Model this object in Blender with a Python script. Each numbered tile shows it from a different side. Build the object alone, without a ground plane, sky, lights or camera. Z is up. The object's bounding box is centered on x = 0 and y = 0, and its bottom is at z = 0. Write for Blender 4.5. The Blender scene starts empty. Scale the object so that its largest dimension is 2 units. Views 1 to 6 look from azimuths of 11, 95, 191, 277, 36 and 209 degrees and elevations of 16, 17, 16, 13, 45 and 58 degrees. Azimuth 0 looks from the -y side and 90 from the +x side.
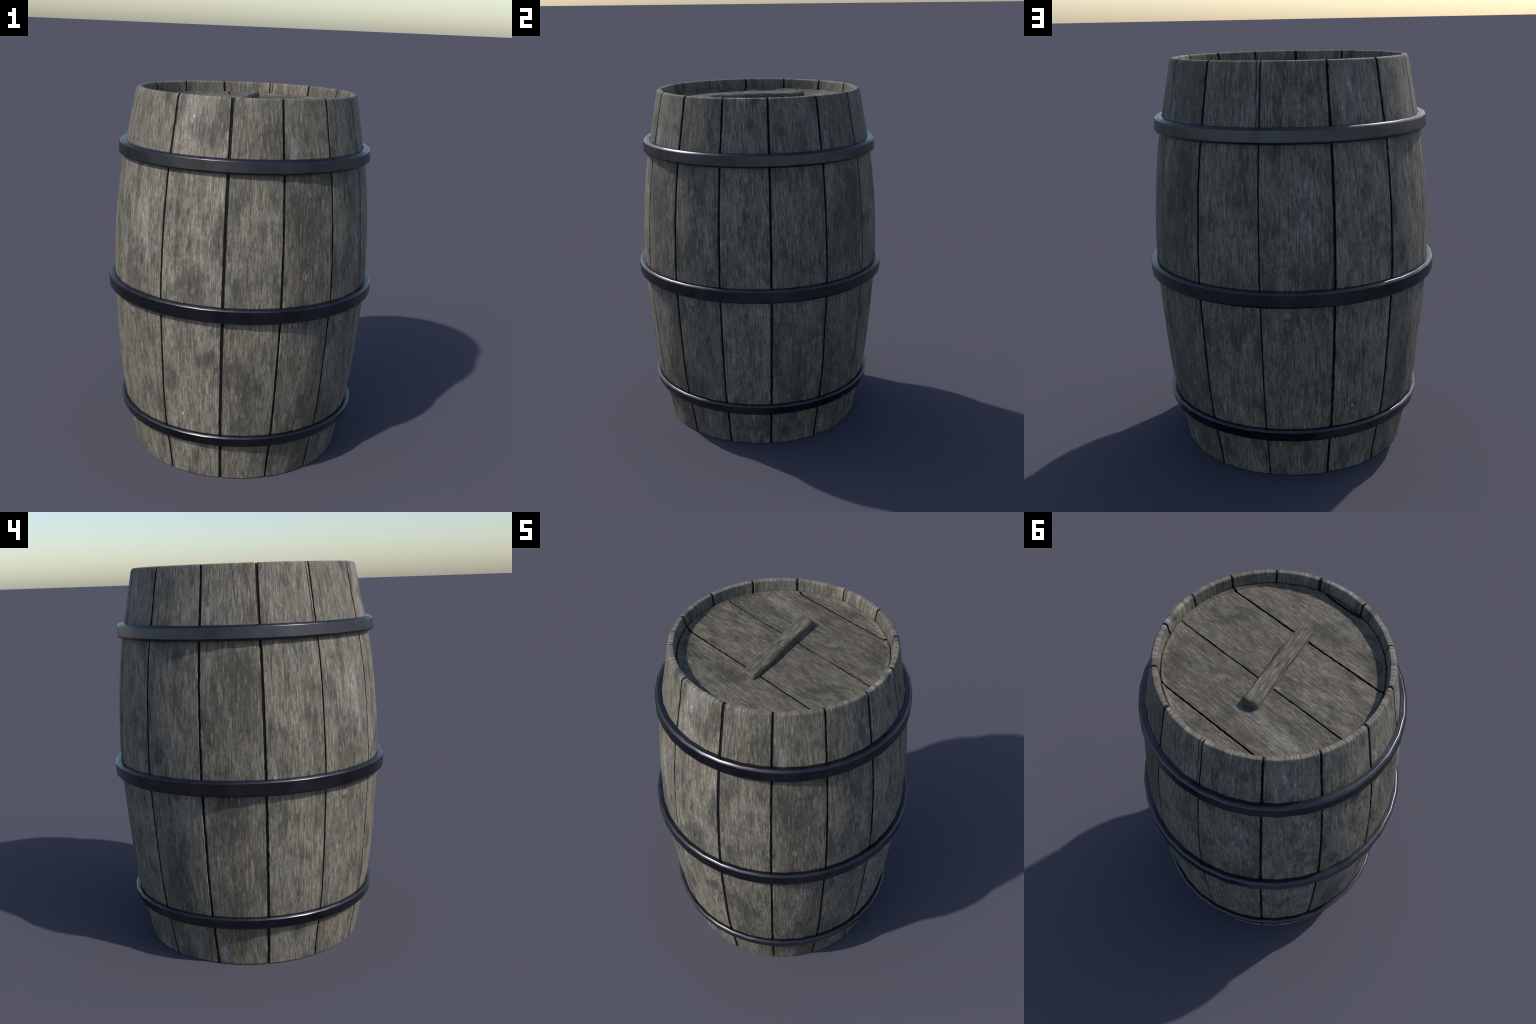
import bpy, math
import numpy as np
from mathutils import Vector, noise

# ------------------------------------------------------------------ helpers
scene = bpy.context.scene
COL = scene.collection

def smoothstep(a, b, x):
    t = min(1.0, max(0.0, (x - a) / (b - a)))
    return t * t * (3 - 2 * t)

def lerp_table(table, x):
    xs = [p[0] for p in table]; ys = [p[1] for p in table]
    return float(np.interp(x, xs, ys))

def make_object(name, verts, faces, material, normals=None, parent=None, materials=None, face_mats=None):
    me = bpy.data.meshes.new(name)
    me.from_pydata([tuple(v) for v in verts], [], faces)
    me.update()
    for p in me.polygons:
        p.use_smooth = True
    for m in (materials or [material]):
        me.materials.append(m)
    if face_mats:
        for p, k in zip(me.polygons, face_mats):
            p.material_index = k
    if normals is not None:
        me.normals_split_custom_set_from_vertices([Vector(n).normalized() for n in normals])
    ob = bpy.data.objects.new(name, me)
    COL.objects.link(ob)
    if parent:
        ob.parent = parent
    return ob

# ------------------------------------------------------------------ node helpers
class Nodes:
    def __init__(self, name):
        self.mat = bpy.data.materials.new(name)
        self.mat.use_nodes = True
        self.t = self.mat.node_tree
        self.t.nodes.clear()
    def add(self, kind, **props):
        n = self.t.nodes.new(kind)
        for k, v in props.items():
            setattr(n, k, v)
        return n
    def link(self, a, b):
        self.t.links.new(a, b)
    def put(self, sock, val):
        if hasattr(val, "is_linked"):
            self.link(val, sock)
        else:
            sock.default_value = val
    def math(self, op, a, b=0.0, c=None, clamp=False):
        n = self.add("ShaderNodeMath", operation=op, use_clamp=clamp)
        self.put(n.inputs[0], a); self.put(n.inputs[1], b)
        if c is not None: self.put(n.inputs[2], c)
        return n.outputs[0]
    def vmath(self, op, a, b=(0, 0, 0)):
        n = self.add("ShaderNodeVectorMath", operation=op)
        self.put(n.inputs[0], a); self.put(n.inputs[1], b)
        return n.outputs["Value"] if op in ("DOT_PRODUCT", "LENGTH") else n.outputs[0]
    def noise(self, vec, scale, detail=4.0, rough=0.55, distort=0.0):
        n = self.add("ShaderNodeTexNoise", noise_dimensions="3D")
        self.put(n.inputs["Vector"], vec)
        n.inputs["Scale"].default_value = scale
        n.inputs["Detail"].default_value = detail
        n.inputs["Roughness"].default_value = rough
        n.inputs["Distortion"].default_value = distort
        return n.outputs["Fac"]
    def range(self, v, a, b, c=0.0, d=1.0, smooth=False):
        n = self.add("ShaderNodeMapRange", clamp=True)
        if smooth: n.interpolation_type = "SMOOTHSTEP"
        self.put(n.inputs[0], v)
        for i, x in zip((1, 2, 3, 4), (a, b, c, d)):
            self.put(n.inputs[i], x)
        return n.outputs[0]
    def mix(self, f, a, b, blend="MIX"):
        n = self.add("ShaderNodeMix", data_type="RGBA", blend_type=blend)
        self.put(n.inputs[0], f); self.put(n.inputs[6], a); self.put(n.inputs[7], b)
        return n.outputs[2]
    def finish(self, color, rough, bump=None, metallic=0.0, spec=0.3, bump_strength=0.4, bump_dist=0.004):
        b = self.add("ShaderNodeBsdfPrincipled")
        self.put(b.inputs["Base Color"], color)
        self.put(b.inputs["Roughness"], rough)
        self.put(b.inputs["Metallic"], metallic)
        self.put(b.inputs["Specular IOR Level"], spec)
        if bump is not None:
            n = self.add("ShaderNodeBump")
            n.inputs["Strength"].default_value = bump_strength
            n.inputs["Distance"].default_value = bump_dist
            self.link(bump, n.inputs["Height"])
            self.link(n.outputs[0], b.inputs["Normal"])
        o = self.add("ShaderNodeOutputMaterial")
        self.link(b.outputs[0], o.inputs[0])
        return self.mat

def rgb(r, g, b):
    return (r, g, b, 1.0)

def wood_layers(N, grain, blotch_vec, tone_in, gain=1.0, tint=(1, 1, 1), marks=None):
    """grain: coordinates with the fibre along Z already compressed."""
    def C(r, g, b):
        return rgb(r * gain * tint[0], g * gain * tint[1], b * gain * tint[2])
    streak = N.noise(grain, 128.0, 4.0, 0.6, 0.2)
    fine = N.noise(grain, 320.0, 2.0, 0.6)
    mottled = N.noise(grain, 38.0, 5.0, 0.75, 0.25)
    broad = N.noise(blotch_vec, 6.0, 3.0, 0.55)
    patch = N.noise(N.vmath("ADD", blotch_vec, (4.3, 1.7, 9.1)), 11.0, 4.0, 0.6)
    hue = N.noise(blotch_vec, 8.5, 4.0, 0.65)
    pale = N.noise(N.vmath("ADD", blotch_vec, (1.3, 7.7, 2.1)), 13.0, 4.0, 0.65)
    # weathered silver to brown base
    tone = N.math("ADD", N.math("MULTIPLY", N.range(broad, 0.33, 0.67), 0.58), N.math("MULTIPLY", tone_in, 0.45))
    base = N.mix(tone, C(0.118, 0.109, 0.087), C(0.232, 0.214, 0.172))
    warm = N.mix(tone, C(0.125, 0.104, 0.076), C(0.245, 0.205, 0.155))
    base = N.mix(N.range(hue, 0.44, 0.66, 0.0, 0.75), base, warm)
    if marks:
        base = N.mix(N.math("MULTIPLY", marks["light"], 0.6), base, C(0.30, 0.284, 0.245))
    # fibre contrast
    fib = N.math("ADD", N.math("MULTIPLY", streak, 0.62), N.math("MULTIPLY", fine, 0.38))
    fibv = N.range(fib, 0.36, 0.64, 0.50, 1.48)
    col = N.mix(1.0, base, fibv, "MULTIPLY")
    long_grain = N.noise(N.vmath("MULTIPLY", grain, (1.0, 1.0, 0.26)), 150.0, 3.0, 0.6)
    col = N.mix(1.0, col, N.range(long_grain, 0.36, 0.64, 0.66, 1.28), "MULTIPLY")
    fib = N.math("MULTIPLY_ADD", long_grain, 0.5, N.math("MULTIPLY", fib, 0.6))
    # dark mildew: soft stains plus mottled specks that gather in them
    stain = N.range(patch, 0.46, 0.68, 0.0, 1.0, True)
    if marks:
        stain = N.math("ADD", stain, N.math("MULTIPLY", marks["dark"], 0.75), clamp=True)
    col = N.mix(N.math("MULTIPLY", stain, 0.66), col, C(0.052, 0.050, 0.042))
    gather = N.math("ADD", N.math("MULTIPLY", stain, 0.45), 0.45)
    amount = N.math("MULTIPLY", N.range(mottled, 0.50, 0.62, 0.0, 0.75), gather)
    col = N.mix(amount, col, C(0.046, 0.043, 0.036))
    # long thin drying cracks along the fibre
    hair = N.noise(N.vmath("MULTIPLY", grain, (1.0, 1.0, 0.22)), 120.0, 2.0, 0.5)
    col = N.mix(N.range(hair, 0.64, 0.72, 0.0, 0.6), col, C(0.04, 0.037, 0.031))
    # bleached flecks and pale worn patches
    fleck = N.noise(N.vmath("ADD", grain, (3.1, 5.7, 1.9)), 80.0, 2.0, 0.5)
    col = N.mix(N.range(fleck, 0.60, 0.74, 0.0, 0.55), col, C(0.34, 0.308, 0.25))
    col = N.mix(N.range(pale, 0.60, 0.78, 0.0, 0.55), col, C(0.29, 0.282, 0.25))
    height = N.math("SUBTRACT", fib, N.math("MULTIPLY", amount, 0.25))
    height = N.math("SUBTRACT", height, N.range(hair, 0.64, 0.72, 0.0, 0.3))
    if marks:
        if "pale" in marks:
            col = N.mix(N.math("MULTIPLY", marks["pale"], N.range(fib, 0.44, 0.60, 0.15, 0.6)), col, C(0.30, 0.315, 0.31))
        if "dot" in marks:
            col = N.mix(N.math("MULTIPLY", marks["dot"], 0.8), col, C(0.55, 0.58, 0.58))
        if "knot" in marks:
            col = N.mix(N.math("MULTIPLY", marks["knot"], 0.55), col, C(0.29, 0.27, 0.225))
            col = N.mix(N.math("MULTIPLY", marks["under"], 0.65), col, C(0.05, 0.046, 0.038))
            height = N.math("ADD", height, N.math("MULTIPLY", marks["knot"], 0.6))
        if "line" in marks:
            col = N.mix(N.math("MULTIPLY", marks["line"], 0.88), col, C(0.018, 0.017, 0.016))
            height = N.math("SUBTRACT", height, marks["line"])
    return col, height

def biggest(N, values):
    out = values[0]
    for v in values[1:]:
        out = N.math("MAXIMUM", out, v)
    return out

# marks on the staves: (angle in degrees, height) of each kind
STAVE_MARKS = {
    "pale": [(172, 1.771), (172, .076), (40.6, 1.768), (40.6, .078), (304, 1.77)],
    "dot": [(258.2, 1.904), (258, .379), (125.5, 1.897), (125.4, .383)],
    "knot": [(229.3, .878), (98.0, .878), (332, .878)],
    "light": [(236.8, 1.345), (106.3, 1.355), (343, 1.35), (258, 1.85), (126, 1.85)],
    "dark": [(185.5, 1.45), (53, 1.45), (312, 1.42), (286, .50), (154, .50), (24, .50), (178, .80), (296, 1.80), (232, .98)],
}
MARK_SIZE = {"pale": (.020, .045), "dot": (.0045, .008), "knot": (.016, .014), "light": (.050, .15), "dark": (.065, .20)}

def stave_material():
    N = Nodes("weathered_stave_wood")
    tc = N.add("ShaderNodeTexCoord"); info = N.add("ShaderNodeObjectInfo")
    tone = N.add("ShaderNodeAttribute", attribute_type="OBJECT", attribute_name='["tone"]')
    sep = N.add("ShaderNodeSeparateXYZ"); N.link(tc.outputs["Object"], sep.inputs[0])
    flat = N.add("ShaderNodeCombineXYZ"); N.link(sep.outputs[0], flat.inputs[0]); N.link(sep.outputs[1], flat.inputs[1])
    unit = N.vmath("NORMALIZE", flat.outputs[0])
    su = N.add("ShaderNodeSeparateXYZ"); N.link(unit, su.inputs[0])
    rnd = info.outputs["Random"]
    z = sep.outputs[2]
    outside = N.range(N.vmath("LENGTH", flat.outputs[0]), .565, .575)
    def coords(zs):
        c = N.add("ShaderNodeCombineXYZ")
        N.link(N.math("MULTIPLY", su.outputs[0], 0.66), c.inputs[0])
        N.link(N.math("MULTIPLY", su.outputs[1], 0.66), c.inputs[1])
        N.link(N.math("MULTIPLY_ADD", z, zs, N.math("MULTIPLY", rnd, 17.0)), c.inputs[2])
        return c.outputs[0]
    ragged = N.math("MULTIPLY_ADD", N.noise(coords(0.6), 60.0, 4.0, 0.65), 1.8, -0.9)
    def spot(deg, z0, wide, tall, soft=0.6, rag=1.0):
        a = math.radians(deg)
        across = N.vmath("DOT_PRODUCT", unit, (-math.sin(a) * .66 / wide, math.cos(a) * .66 / wide, 0))
        front = N.range(N.vmath("DOT_PRODUCT", unit, (math.cos(a), math.sin(a), 0)), 0.0, 0.1)
        up = N.math("MULTIPLY_ADD", z, 1 / tall, -z0 / tall)
        d = N.math("SQRT", N.math("ADD", N.math("MULTIPLY", across, across), N.math("MULTIPLY", up, up)))
        d = N.math("MULTIPLY_ADD", ragged, rag, d)
        return N.math("MULTIPLY", N.range(d, 1.0 - soft, 1.0 + soft, 1.0, 0.0, True), front)
    marks = {}
    for kind, places in STAVE_MARKS.items():
        w, t = MARK_SIZE[kind]
        rag = {"dot": 0.3, "knot": 0.4, "pale": 2.2}.get(kind, 1.0)
        marks[kind] = biggest(N, [spot(d, zz, w, t, 0.75 if kind in ("light", "dark") else 0.5, rag) for d, zz in places])
    marks["under"] = biggest(N, [spot(d, zz - .020, .022, .006, 0.6, 0.5) for d, zz in STAVE_MARKS["knot"]])
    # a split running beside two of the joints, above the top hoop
    lines = []
    wobble = N.math("MULTIPLY_ADD", N.noise(coords(1.0), 14.0, 3.0, 0.6), .010, -.005)
    for deg in (88.0, 219.0):
        lean = N.math("MULTIPLY_ADD", z, -.020, .021)       # distance from the joint grows upward
        a = math.radians(deg)
        across = N.vmath("DOT_PRODUCT", unit, (-math.sin(a) * .66, math.cos(a) * .66, 0))
        d = N.math("ABSOLUTE", N.math("ADD", N.math("ADD", across, wobble), N.math("MULTIPLY", lean, -1.0)))
        front = N.math("GREATER_THAN", N.vmath("DOT_PRODUCT", unit, (math.cos(a), math.sin(a), 0)), 0.5)
        lines.append(N.math("MULTIPLY", N.range(d, .0016, .0040, 1.0, 0.0), N.math("MULTIPLY", front, N.range(z, 1.66, 1.70))))
    marks["line"] = biggest(N, lines)
    for k in marks:
        if k != "line":
            marks[k] = N.math("MULTIPLY", marks[k], outside)
    col, h = wood_layers(N, coords(0.20), coords(0.45), tone.outputs["Fac"], marks=marks, gain=0.92, tint=(1.0, 1.0, 1.01))
    return N.finish(col, 0.72, h, bump_strength=0.55, bump_dist=0.003)

def plank_material(name, gain, tint, zs, knots=False, cracked=False):
    """boards laid flat: fibre along the local X axis."""
    N = Nodes(name)
    tc = N.add("ShaderNodeTexCoord"); info = N.add("ShaderNodeObjectInfo")
    sep = N.add("ShaderNodeSeparateXYZ"); N.link(tc.outputs["Object"], sep.inputs[0])
    rnd = info.outputs["Random"]
    def coords(zs):
        c = N.add("ShaderNodeCombineXYZ")
        N.link(sep.outputs[1], c.inputs[0]); N.link(sep.outputs[2], c.inputs[1])
        N.link(N.math("MULTIPLY_ADD", sep.outputs[0], zs, N.math("MULTIPLY", rnd, 17.0)), c.inputs[2])
        return c.outputs[0]
    marks = None
    if knots:
        ragged = N.math("MULTIPLY_ADD", N.noise(coords(0.6), 50.0, 4.0, 0.65), 1.2, -0.6)
        def spot(x0, y0, lx, ly, soft=0.6, rag=1.0):
            u = N.math("MULTIPLY_ADD", sep.outputs[0], 1 / lx, -x0 / lx)
            v = N.math("MULTIPLY_ADD", sep.outputs[1], 1 / ly, -y0 / ly)
            d = N.math("SQRT", N.math("ADD", N.math("MULTIPLY", u, u), N.math("MULTIPLY", v, v)))
            return N.range(N.math("MULTIPLY_ADD", ragged, rag, d), 1 - soft, 1 + soft, 1.0, 0.0, True)
        marks = {"knot": spot(.142, .214, .019, .015), "under": biggest(N, [spot(.168, .197, .024, .005), spot(.297, .229, .008, .004)]),
                 "light": spot(-.29, .30, .16, .06, 0.8), "dark": N.math("MULTIPLY", biggest(N, [spot(.02, .30, .12, .05, 0.8), spot(-.2, -.33, .16, .05, 0.8)]), 0.5)}
    col, h = wood_layers(N, coords(zs), coords(0.5), rnd, gain, tint, marks)
    if cracked:
        vein = N.noise(coords(0.07), 70.0, 2.0, 0.5, 0.3)
        thin = N.range(N.math("ABSOLUTE", N.math("SUBTRACT", vein, 0.5)), 0.004, 0.030, 1.0, 0.0)
        where = N.range(N.noise(coords(0.5), 16.0, 2.0, 0.5), 0.48, 0.58)
        thin = N.math("MULTIPLY", thin, where)
        col = N.mix(N.math("MULTIPLY", thin, 0.8), col, rgb(0.022, 0.018, 0.014))
        h = N.math("SUBTRACT", h, N.math("MULTIPLY", thin, 1.2))
    return N.finish(col, 0.75, h, bump_strength=0.5, bump_dist=0.003)

def seam_material():
    N = Nodes("near_black_joint")
    tc = N.add("ShaderNodeTexCoord")
    n = N.noise(tc.outputs["Object"], 90.0, 3.0, 0.6)
    col = N.mix(N.range(n, 0.55, 0.75), rgb(0.004, 0.0045, 0.005), rgb(0.035, 0.034, 0.030))
    return N.finish(col, 0.85, n, spec=0.2)

def iron_material():
    N = Nodes("dark_forged_iron")
    tc = N.add("ShaderNodeTexCoord")
    n = N.noise(tc.outputs["Object"], 9.0, 5.0, 0.6)
    spots = N.noise(tc.outputs["Object"], 60.0, 2.0, 0.5)
    col = N.mix(N.range(n, 0.35, 0.65), rgb(0.060, 0.060, 0.071), rgb(0.086, 0.086, 0.099))
    col = N.mix(N.range(spots, 0.74, 0.82, 0.0, 0.6), col, rgb(0.20, 0.10, 0.06))
    rough = N.range(n, 0.3, 0.7, 0.27, 0.35)
    return N.finish(col, rough, n, metallic=1.0, spec=0.5, bump_strength=0.06, bump_dist=0.003)

MAT_STAVE = stave_material()
MAT_LID = plank_material("lid_plank_wood", 0.63, (1.0, 0.975, 0.95), 0.22, True)
MAT_HANDLE = plank_material("handle_wood", 0.86, (1.0, 0.975, 0.95), 0.13, cracked=True)  # base colour lightened for the sun caught on the rounded edges
MAT_SEAM = seam_material()
MAT_IRON = iron_material()

# ------------------------------------------------------------------ the barrel
barrel = bpy.data.objects.new("wooden_barrel", None)
COL.objects.link(barrel)
barrel["label"] = "weathered grey wooden barrel with three dark iron hoops"
barrel["category"] = "barrel"

HEIGHT = 2.0
PROFILE = [(0.0, .585), (.05, .594), (.10, .603), (.15, .613), (.20, .6235), (.25, .6345), (.30, .645), (.35, .653),
           (.40, .660), (.50, .671), (.60, .679), (.70, .687), (.80, .694), (.90, .6995), (1.0, .703), (1.05, .704),
           (1.1, .7028), (1.2, .699), (1.3, .6935), (1.4, .686), (1.5, .6755), (1.6, .662), (1.65, .6535),
           (1.7, .6445), (1.75, .6345), (1.8, .6245), (1.85, .6145), (1.9, .605), (1.95, .5955), (2.0, .586)]

def radius(z):
    return lerp_table(PROFILE, z) + 0.0008

def slope(z):
    h = 0.08
    a, b = max(0, z - h), min(HEIGHT, z + h)
    return (radius(b) - radius(a)) / (b - a)

def inner_radius(z):
    top = .547 + (z - 1.93) * .13
    return min(top, radius(z) - .030) if z > 1.85 else radius(z) - .052

# the round is made of 36 flats, a little wider on one side than the other
FLATS = 36
def flat_angle(k):
    t = math.radians(10.0 * k)
    return t + math.radians(FLAT_C + FLAT_S * math.sin(t) + FLAT_K * math.cos(t))
FLAT_C, FLAT_S, FLAT_K = 83.85, 4.18, -4.36
FLAT_ANGLES = sorted(flat_angle(k) % math.tau for k in range(FLATS))

def flat_factor(a):
    """distance of the 36-sided outline at angle a, relative to its corners."""
    a %= math.tau
    for i in range(FLATS):
        a0 = FLAT_ANGLES[i]
        a1 = FLAT_ANGLES[(i + 1) % FLATS]
        w = (a1 - a0) % math.tau
        d = (a - a0) % math.tau
        if d <= w:
            return math.cos(w / 2) / math.cos(d - w / 2)
    return 1.0

# stave joints: angle in degrees and width in metres
JOINTS = [(10.2, .011), (36.8, .0095), (61.9, .009), (88.0, .0055), (116.2, .011), (142.0, .010), (168.0, .010),
          (193.5, .0115), (219.0, .0055), (248.2, .010), (275.8, .0135), (299.5, .010), (323.4, .009), (347.0, .009)]

ROWS = [(0.0, .003), (0.003, 0.0)] + [(z, 0.0) for z in np.linspace(.016, 1.974, 190)] + \
       [(1.982, 0.0), (1.990, .0012), (1.9955, .0038), (1.9990, .0075), (2.0, .0115)]

def joint_edge(j, side, z):
    """half width of joint j at height z, seen from one side, with chips."""
    deg, w = JOINTS[j]
    n = noise.noise(Vector((j * 7.3 + side * 3.1, z * 14.0, 1.7)))
    n2 = noise.noise(Vector((j * 5.1 + side * 9.7, z * 38.0, 8.2)))
    worn = smoothstep(-.1, .4, noise.noise(Vector((j * 2.3, z * 3.0, 5.5))))
    return w * .54 * (1.0 + .18 * n + (.2 + .5 * worn) * n2)

def joint_drift(j, z):
    return .0012 * noise.noise(Vector((j * 3.7, z * 2.2, 4.4)))

def build_stave(j):
    k = (j + 1) % len(JOINTS)
    a0 = math.radians(JOINTS[j][0]); a1 = math.radians(JOINTS[k][0])
    if a1 < a0: a1 += math.tau
    corners = []
    for a in FLAT_ANGLES:
        for b in (a, a + math.tau):
            if a0 + .03 < b < a1 - .03:
                corners.append(b)
    corners = sorted(set(round(c, 6) for c in corners))
    B = .0032
    verts, norms, faces, fm = [], [], [], []
    for ri, (z, inset) in enumerate(ROWS):
        r, ri_ = radius(z), inner_radius(z)
        s = slope(z)
        lift = smoothstep(0, .0115, inset) * 1.0 if z > 1 else (-1.0 if inset > 0 else 0.0)
        left = a0 + (joint_edge(j, 0, z) + joint_drift(j, z)) / r
        right = a1 - (joint_edge(k, 1, z) - joint_drift(k, z)) / r
        angs = [left, left + B / r] + [min(max(c, left + 1.5 * B / r), right - 1.5 * B / r) for c in corners] + [right - B / r, right]
        n = len(angs)
        def add(a, rr, nt, nr, nz):
            c, sn = math.cos(a), math.sin(a)
            verts.append((c * rr, sn * rr, z))
            norms.append((c * nr - sn * nt, sn * nr + c * nt, nz))
        up = abs(lift) > .99
        for i, a in enumerate(angs):            # outer face
            edge = i in (0, n - 1)
            rr = r * flat_factor(a) - inset - (B if edge else 0)
            t = -1 if i == 0 else (1 if i == n - 1 else 0)
            nr, nz = 1.0, -s
            q = min(1.0, abs(lift))
            nr, nz = nr * (1 - q), nz * (1 - q) + lift
            if edge: nr, nz, t = nr * .25, nz * .25, t
            add(a, rr, t, nr, nz)
        for i in reversed(range(n)):            # inner face
            a = angs[i]
            edge = i in (0, n - 1)
            rr = ri_ + inset * .6 + (B if edge else 0)
            t = -1 if i == 0 else (1 if i == n - 1 else 0)
            q = min(1.0, abs(lift))
            nr, nz = -1.0 * (1 - q), lift
            if edge: nr, nz = nr * .25, nz * .25
            add(a, rr, t, nr, nz)
    L = 2 * n
    for r in range(len(ROWS) - 1):
        for i in range(L):
            i2 = (i + 1) % L
            faces.append((r * L + i, r * L + i2, (r + 1) * L + i2, (r + 1) * L + i))
            fm.append(1 if i in (n - 1, L - 1) else 0)
    top = (len(ROWS) - 1) * L
    for i in range(n - 1):
        faces.append((top + i, top + i + 1, top + L - 2 - i, top + L - 1 - i)); fm.append(0)
        faces.append((i + 1, i, L - 1 - i, L - 2 - i)); fm.append(0)
    return make_object("stave", verts, faces, None, norms, barrel, [MAT_STAVE, MAT_SEAM], fm)

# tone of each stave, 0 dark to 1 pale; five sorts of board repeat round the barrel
SORTS = [.5, 1.15, .5, .0, .75]
for j, sort in enumerate([2, 3, 4, 0, 1, 2, 3, 4, 0, 1, 2, 3, 0, 1]):
    build_stave(j)["tone"] = SORTS[sort]

# near-black strips in the joints, set back from the wood on every side
verts, faces = [], []
for j, (deg, w) in enumerate(JOINTS):
    base = len(verts)
    zs = list(np.linspace(.004, 1.9965, 120))
    a = math.radians(deg)
    for z in zs:
        r = radius(z) * flat_factor(a)
        d = joint_drift(j, z) / r
        half = (w * .5 + .003) / r
        back = .007
        for aa, rr in ((a + d - half, r - back), (a + d + half, r - back), (a + d + half, inner_radius(z) + .006), (a + d - half, inner_radius(z) + .006)):
            verts.append((math.cos(aa) * rr, math.sin(aa) * rr, z))
    m = len(zs)
    for q in range(m - 1):
        for i in range(4):
            i2 = (i + 1) % 4
            faces.append((base + q * 4 + i, base + q * 4 + i2, base + q * 4 + 4 + i2, base + q * 4 + 4 + i))
    faces.append((base + 3, base + 2, base + 1, base))
    e = base + (m - 1) * 4
    faces.append((e, e + 1, e + 2, e + 3))
dark_strips = make_object("joint_dark_strips", verts, faces, MAT_SEAM, None, barrel)
dark_strips["kind"] = "stuff"
for p in dark_strips.data.polygons: p.use_smooth = False

# ------------------------------------------------------------------ iron hoops
def build_hoop(z0, z1, r0, r1, name="hoop"):
    """z0/r0 bottom outer corner, z1/r1 top outer corner; chamfered flat bar bent round."""
    C, E = .0085, .0030
    s = (r1 - r0) / (z1 - z0)
    ln = math.hypot(1, s)
    out = (1 / ln, -s / ln)
    bi, ti = radius(z0) + .003, radius(z1) + .003
    # (radius, height, normal r, normal z): flats, bevels, and a soft turn of width E between them
    prof = [(bi, z0, 0, -1), (r0 - C - E, z0, 0, -1), (r0 - C, z0 + .0004, .6, -.8), (r0 + s * C, z0 + C, .85, -.5),
            (r0 + s * (C + E), z0 + C + E, *out), (r1 - s * (C + E), z1 - C - E, *out), (r1 - s * C, z1 - C, .8, .6),
            (r1 - C, z1 - .0004, .6, .8), (r1 - C - .0065, z1, 0, 1), (ti, z1, 0, 1), (ti, z1, -1, 0), (bi, z0, -1, 0)]
    verts, norms, faces = [], [], []
    P = len(prof)
    for a in FLAT_ANGLES:
        c, sn = math.cos(a), math.sin(a)
        for (r, z, nr, nz) in prof:
            verts.append((c * r, sn * r, z)); norms.append((c * nr, sn * nr, nz))
    for k in range(FLATS):
        k2 = (k + 1) % FLATS
        for i in (0, 1, 2, 3, 4, 5, 6, 7, 8, 10):
            faces.append((k * P + i, k2 * P + i, k2 * P + i + 1, k * P + i + 1))
    return make_object(name, verts, faces, MAT_IRON, norms, barrel)

build_hoop(1.652, 1.723, .6835, .677)
build_hoop(.924, 1.001, .734, .737)
build_hoop(.220, .284, .657, .671)

# ------------------------------------------------------------------ lid of boards
LID_Z, LID_R = 1.928, .549
TILT = math.atan(-.2)
lid = bpy.data.objects.new("lid", None)
COL.objects.link(lid); lid.parent = barrel
LID_SEAMS = [-.548, -.526, -.232, .100, .436, .548]
LID_GAPS = [0, .0075, .0080, .0055, .0075, 0]
def lid_height(r):
    """flat boards with a raised fillet where they meet the wall."""
    return .0015 * smoothstep(.505, .528, r) + .0115 * smoothstep(.527, .5375, r) - .012 * smoothstep(.541, .547, r)
def build_board(i):
    d0, d1 = LID_SEAMS[i], LID_SEAMS[i + 1]
    B = .0025
    e0, e1 = d0 + LID_GAPS[i] / 2, d1 - LID_GAPS[i + 1] / 2
    cells = max(4, int((e1 - e0) / .004))
    rows = [(e0, -.022), (e0, -B), (e0 + B * .3, -B * .3), (e0 + B, 0)]
    if e1 - e0 > .03:
        rows += [(d, 0) for d in np.linspace(e0 + .005, e1 - .005, cells)]
    rows += [(e1 - B, 0), (e1 - B * .3, -B * .3), (e1, -B), (e1, -.022)]
    NS = 130
    # stations crowd together towards both ends, where the fillet is
    us = [math.sin(math.pi / 2 * t) * .55 + t * .45 for t in np.linspace(-1, 1, NS + 1)]
    verts, faces, fm = [], [], []
    for ri, (d, dz) in enumerate(rows):
        half = math.sqrt(max(1e-6, LID_R ** 2 - d * d))
        for u in us:
            x = half * u
            dd = d
            if ri < 4 or ri >= len(rows) - 4:
                dd += .0016 * noise.noise(Vector((x * 9, d * 5, i * 3.3))) + .0022 * noise.noise(Vector((x * 40, d * 5, i * 1.3)))
            z = LID_Z + dz + .0012 * noise.noise(Vector((x * 3, d * 9, i * 2.2))) + lid_height(math.hypot(x, d))
            verts.append((x, dd, z))
    W = NS + 1
    for r in range(len(rows) - 1):
        for k in range(NS):
            faces.append((r * W + k, r * W + k + 1, (r + 1) * W + k + 1, (r + 1) * W + k))
            fm.append(1 if r < 2 or r >= len(rows) - 3 else 0)
    ob = make_object("lid_board", verts, faces, None, None, lid, [MAT_LID, MAT_SEAM], fm)
    ob.rotation_euler[2] = TILT
    return ob
for i in range(len(LID_SEAMS) - 1):
    build_board(i)

# near-black disc below the board joints
verts = [(0, 0, LID_Z - .012)] + [(math.cos(a) * .545, math.sin(a) * .545, LID_Z - .012) for a in np.linspace(0, math.tau, 64, endpoint=False)]
faces = [(0, 1 + i, 1 + (i + 1) % 64) for i in range(64)]
make_object("lid_dark_disc", verts, faces, MAT_SEAM, None, lid)

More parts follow.
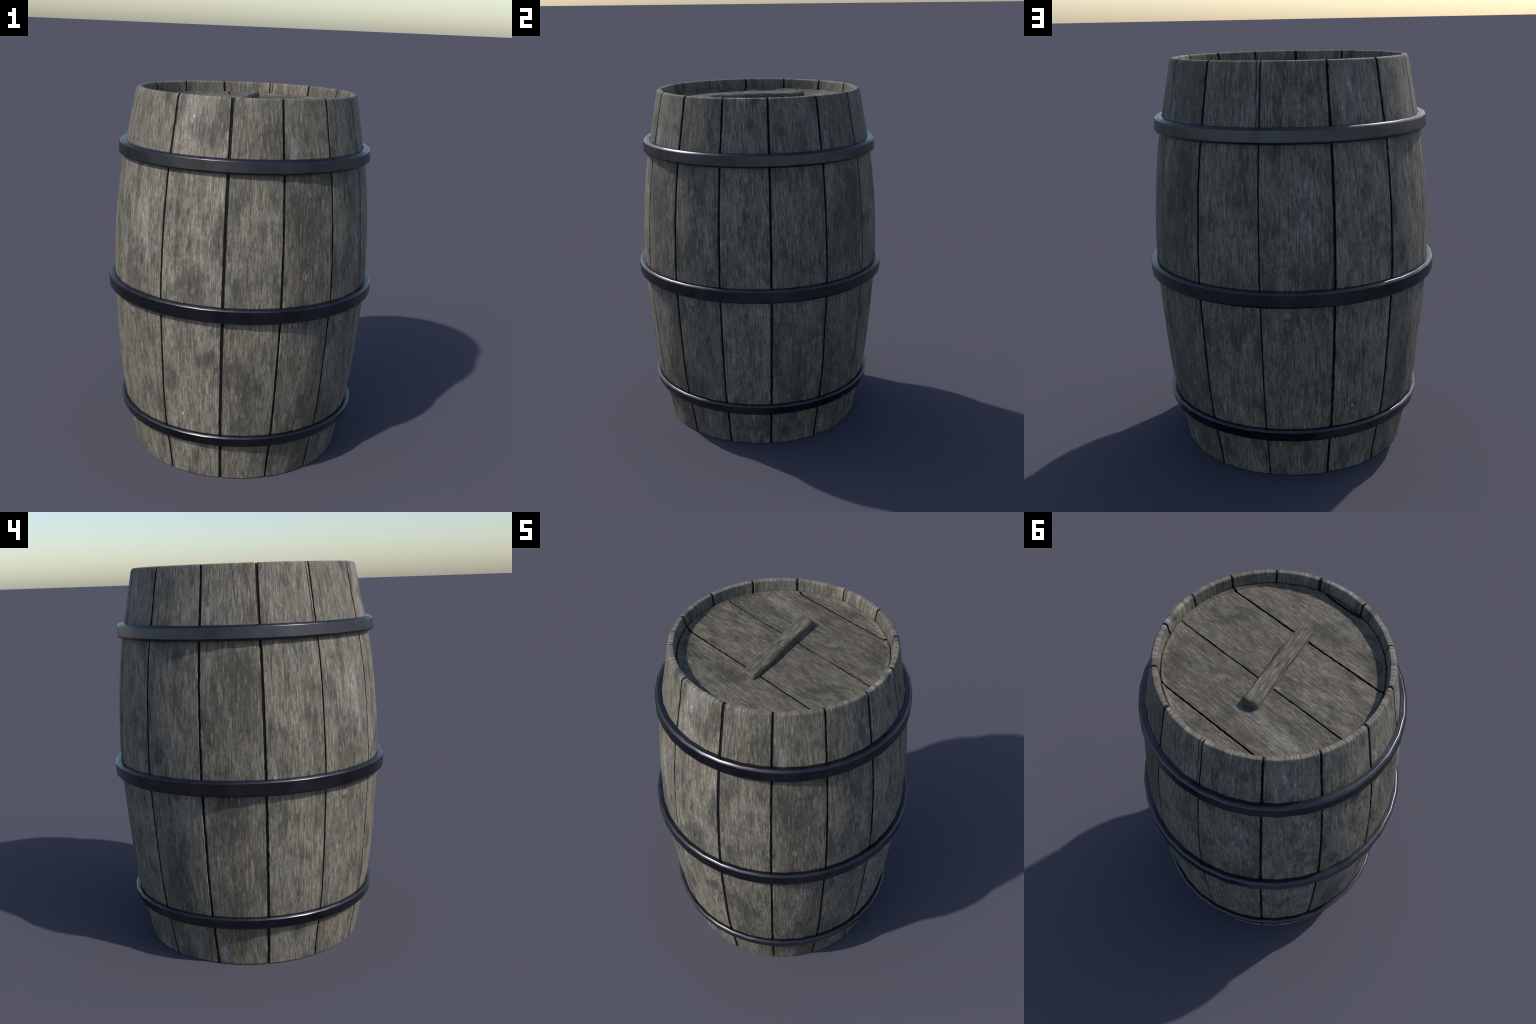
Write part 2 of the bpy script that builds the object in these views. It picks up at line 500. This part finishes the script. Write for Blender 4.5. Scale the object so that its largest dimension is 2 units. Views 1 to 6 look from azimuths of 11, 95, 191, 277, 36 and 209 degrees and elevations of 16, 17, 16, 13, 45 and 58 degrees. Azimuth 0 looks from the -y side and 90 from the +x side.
# ------------------------------------------------------------------ handle: a batten across the lid
def build_handle():
    Lh, Wh, Hh, R = .277, .042, .0415, .0175
    NL, K = 60, 5
    sec = []
    # half-open rounded section, from bottom left over the top to bottom right
    sec.append((-Wh, -.014)); sec.append((-Wh, Hh * .35))
    for q in range(K + 1):
        t = math.pi - q / K * math.pi / 2
        sec.append((-Wh + R + R * math.cos(t), Hh - R + R * math.sin(t)))
    for f in (-.5, 0, .5): sec.append((Wh * f, Hh))
    for q in range(K + 1):
        t = math.pi / 2 - q / K * math.pi / 2
        sec.append((Wh - R + R * math.cos(t), Hh - R + R * math.sin(t)))
    sec.append((Wh, Hh * .35)); sec.append((Wh, -.014))
    stations = [(-Lh, R)] + [(-Lh + R * (1 - math.cos(q / 5 * math.pi / 2)), R * (1 - math.sin(q / 5 * math.pi / 2))) for q in range(1, 6)]
    mid = [(x, 0) for x in np.linspace(-Lh + R * 1.6, Lh - R * 1.6, NL)]
    ends = [(-x, i) for x, i in reversed(stations)]
    st = stations + mid + ends
    verts, faces = [], []
    for x, ins in st:
        for (w, h) in sec:
            ww = w * (1 - ins / Wh) ; hh = h * (1 - ins * .8 / Hh) if h > .001 else h
            nz = .0035 * noise.noise(Vector((x * 9, w * 16, h * 16))) + .0016 * noise.noise(Vector((x * 16, w * 110, h * 110)))
            if h > Hh - .002: hh += nz * .8
            else: ww += nz * (1 if w > 0 else -1)
            verts.append((x, ww, hh))
    P = len(sec)
    for i in range(len(st) - 1):
        for k in range(P - 1):
            faces.append((i * P + k, i * P + k + 1, (i + 1) * P + k + 1, (i + 1) * P + k)[::-1])
    faces.append(tuple(range(P)))
    e = (len(st) - 1) * P
    faces.append(tuple(e + k for k in reversed(range(P))))
    ob = make_object("handle", verts, faces, MAT_HANDLE, None, lid)
    ob.location = (-.023, -.010, LID_Z - .002)
    ob.rotation_euler = (0, math.radians(-1.6), math.radians(90.7))
    return ob
build_handle()

# ------------------------------------------------------------------ bottom head
def build_bottom():
    R, Z = .545, .03
    verts = [(0, 0, Z)] + [(math.cos(a) * R, math.sin(a) * R, Z) for a in np.linspace(0, math.tau, 72, endpoint=False)]
    verts += [(0, 0, Z + .02)] + [(math.cos(a) * R, math.sin(a) * R, Z + .02) for a in np.linspace(0, math.tau, 72, endpoint=False)]
    faces = [(0, 1 + (i + 1) % 72, 1 + i) for i in range(72)] + [(73, 74 + i, 74 + (i + 1) % 72) for i in range(72)]
    faces += [(1 + i, 1 + (i + 1) % 72, 74 + (i + 1) % 72, 74 + i) for i in range(72)]
    ob = make_object("bottom_head", verts, faces, MAT_LID, None, barrel)
    for p in ob.data.polygons: p.use_smooth = False
build_bottom()
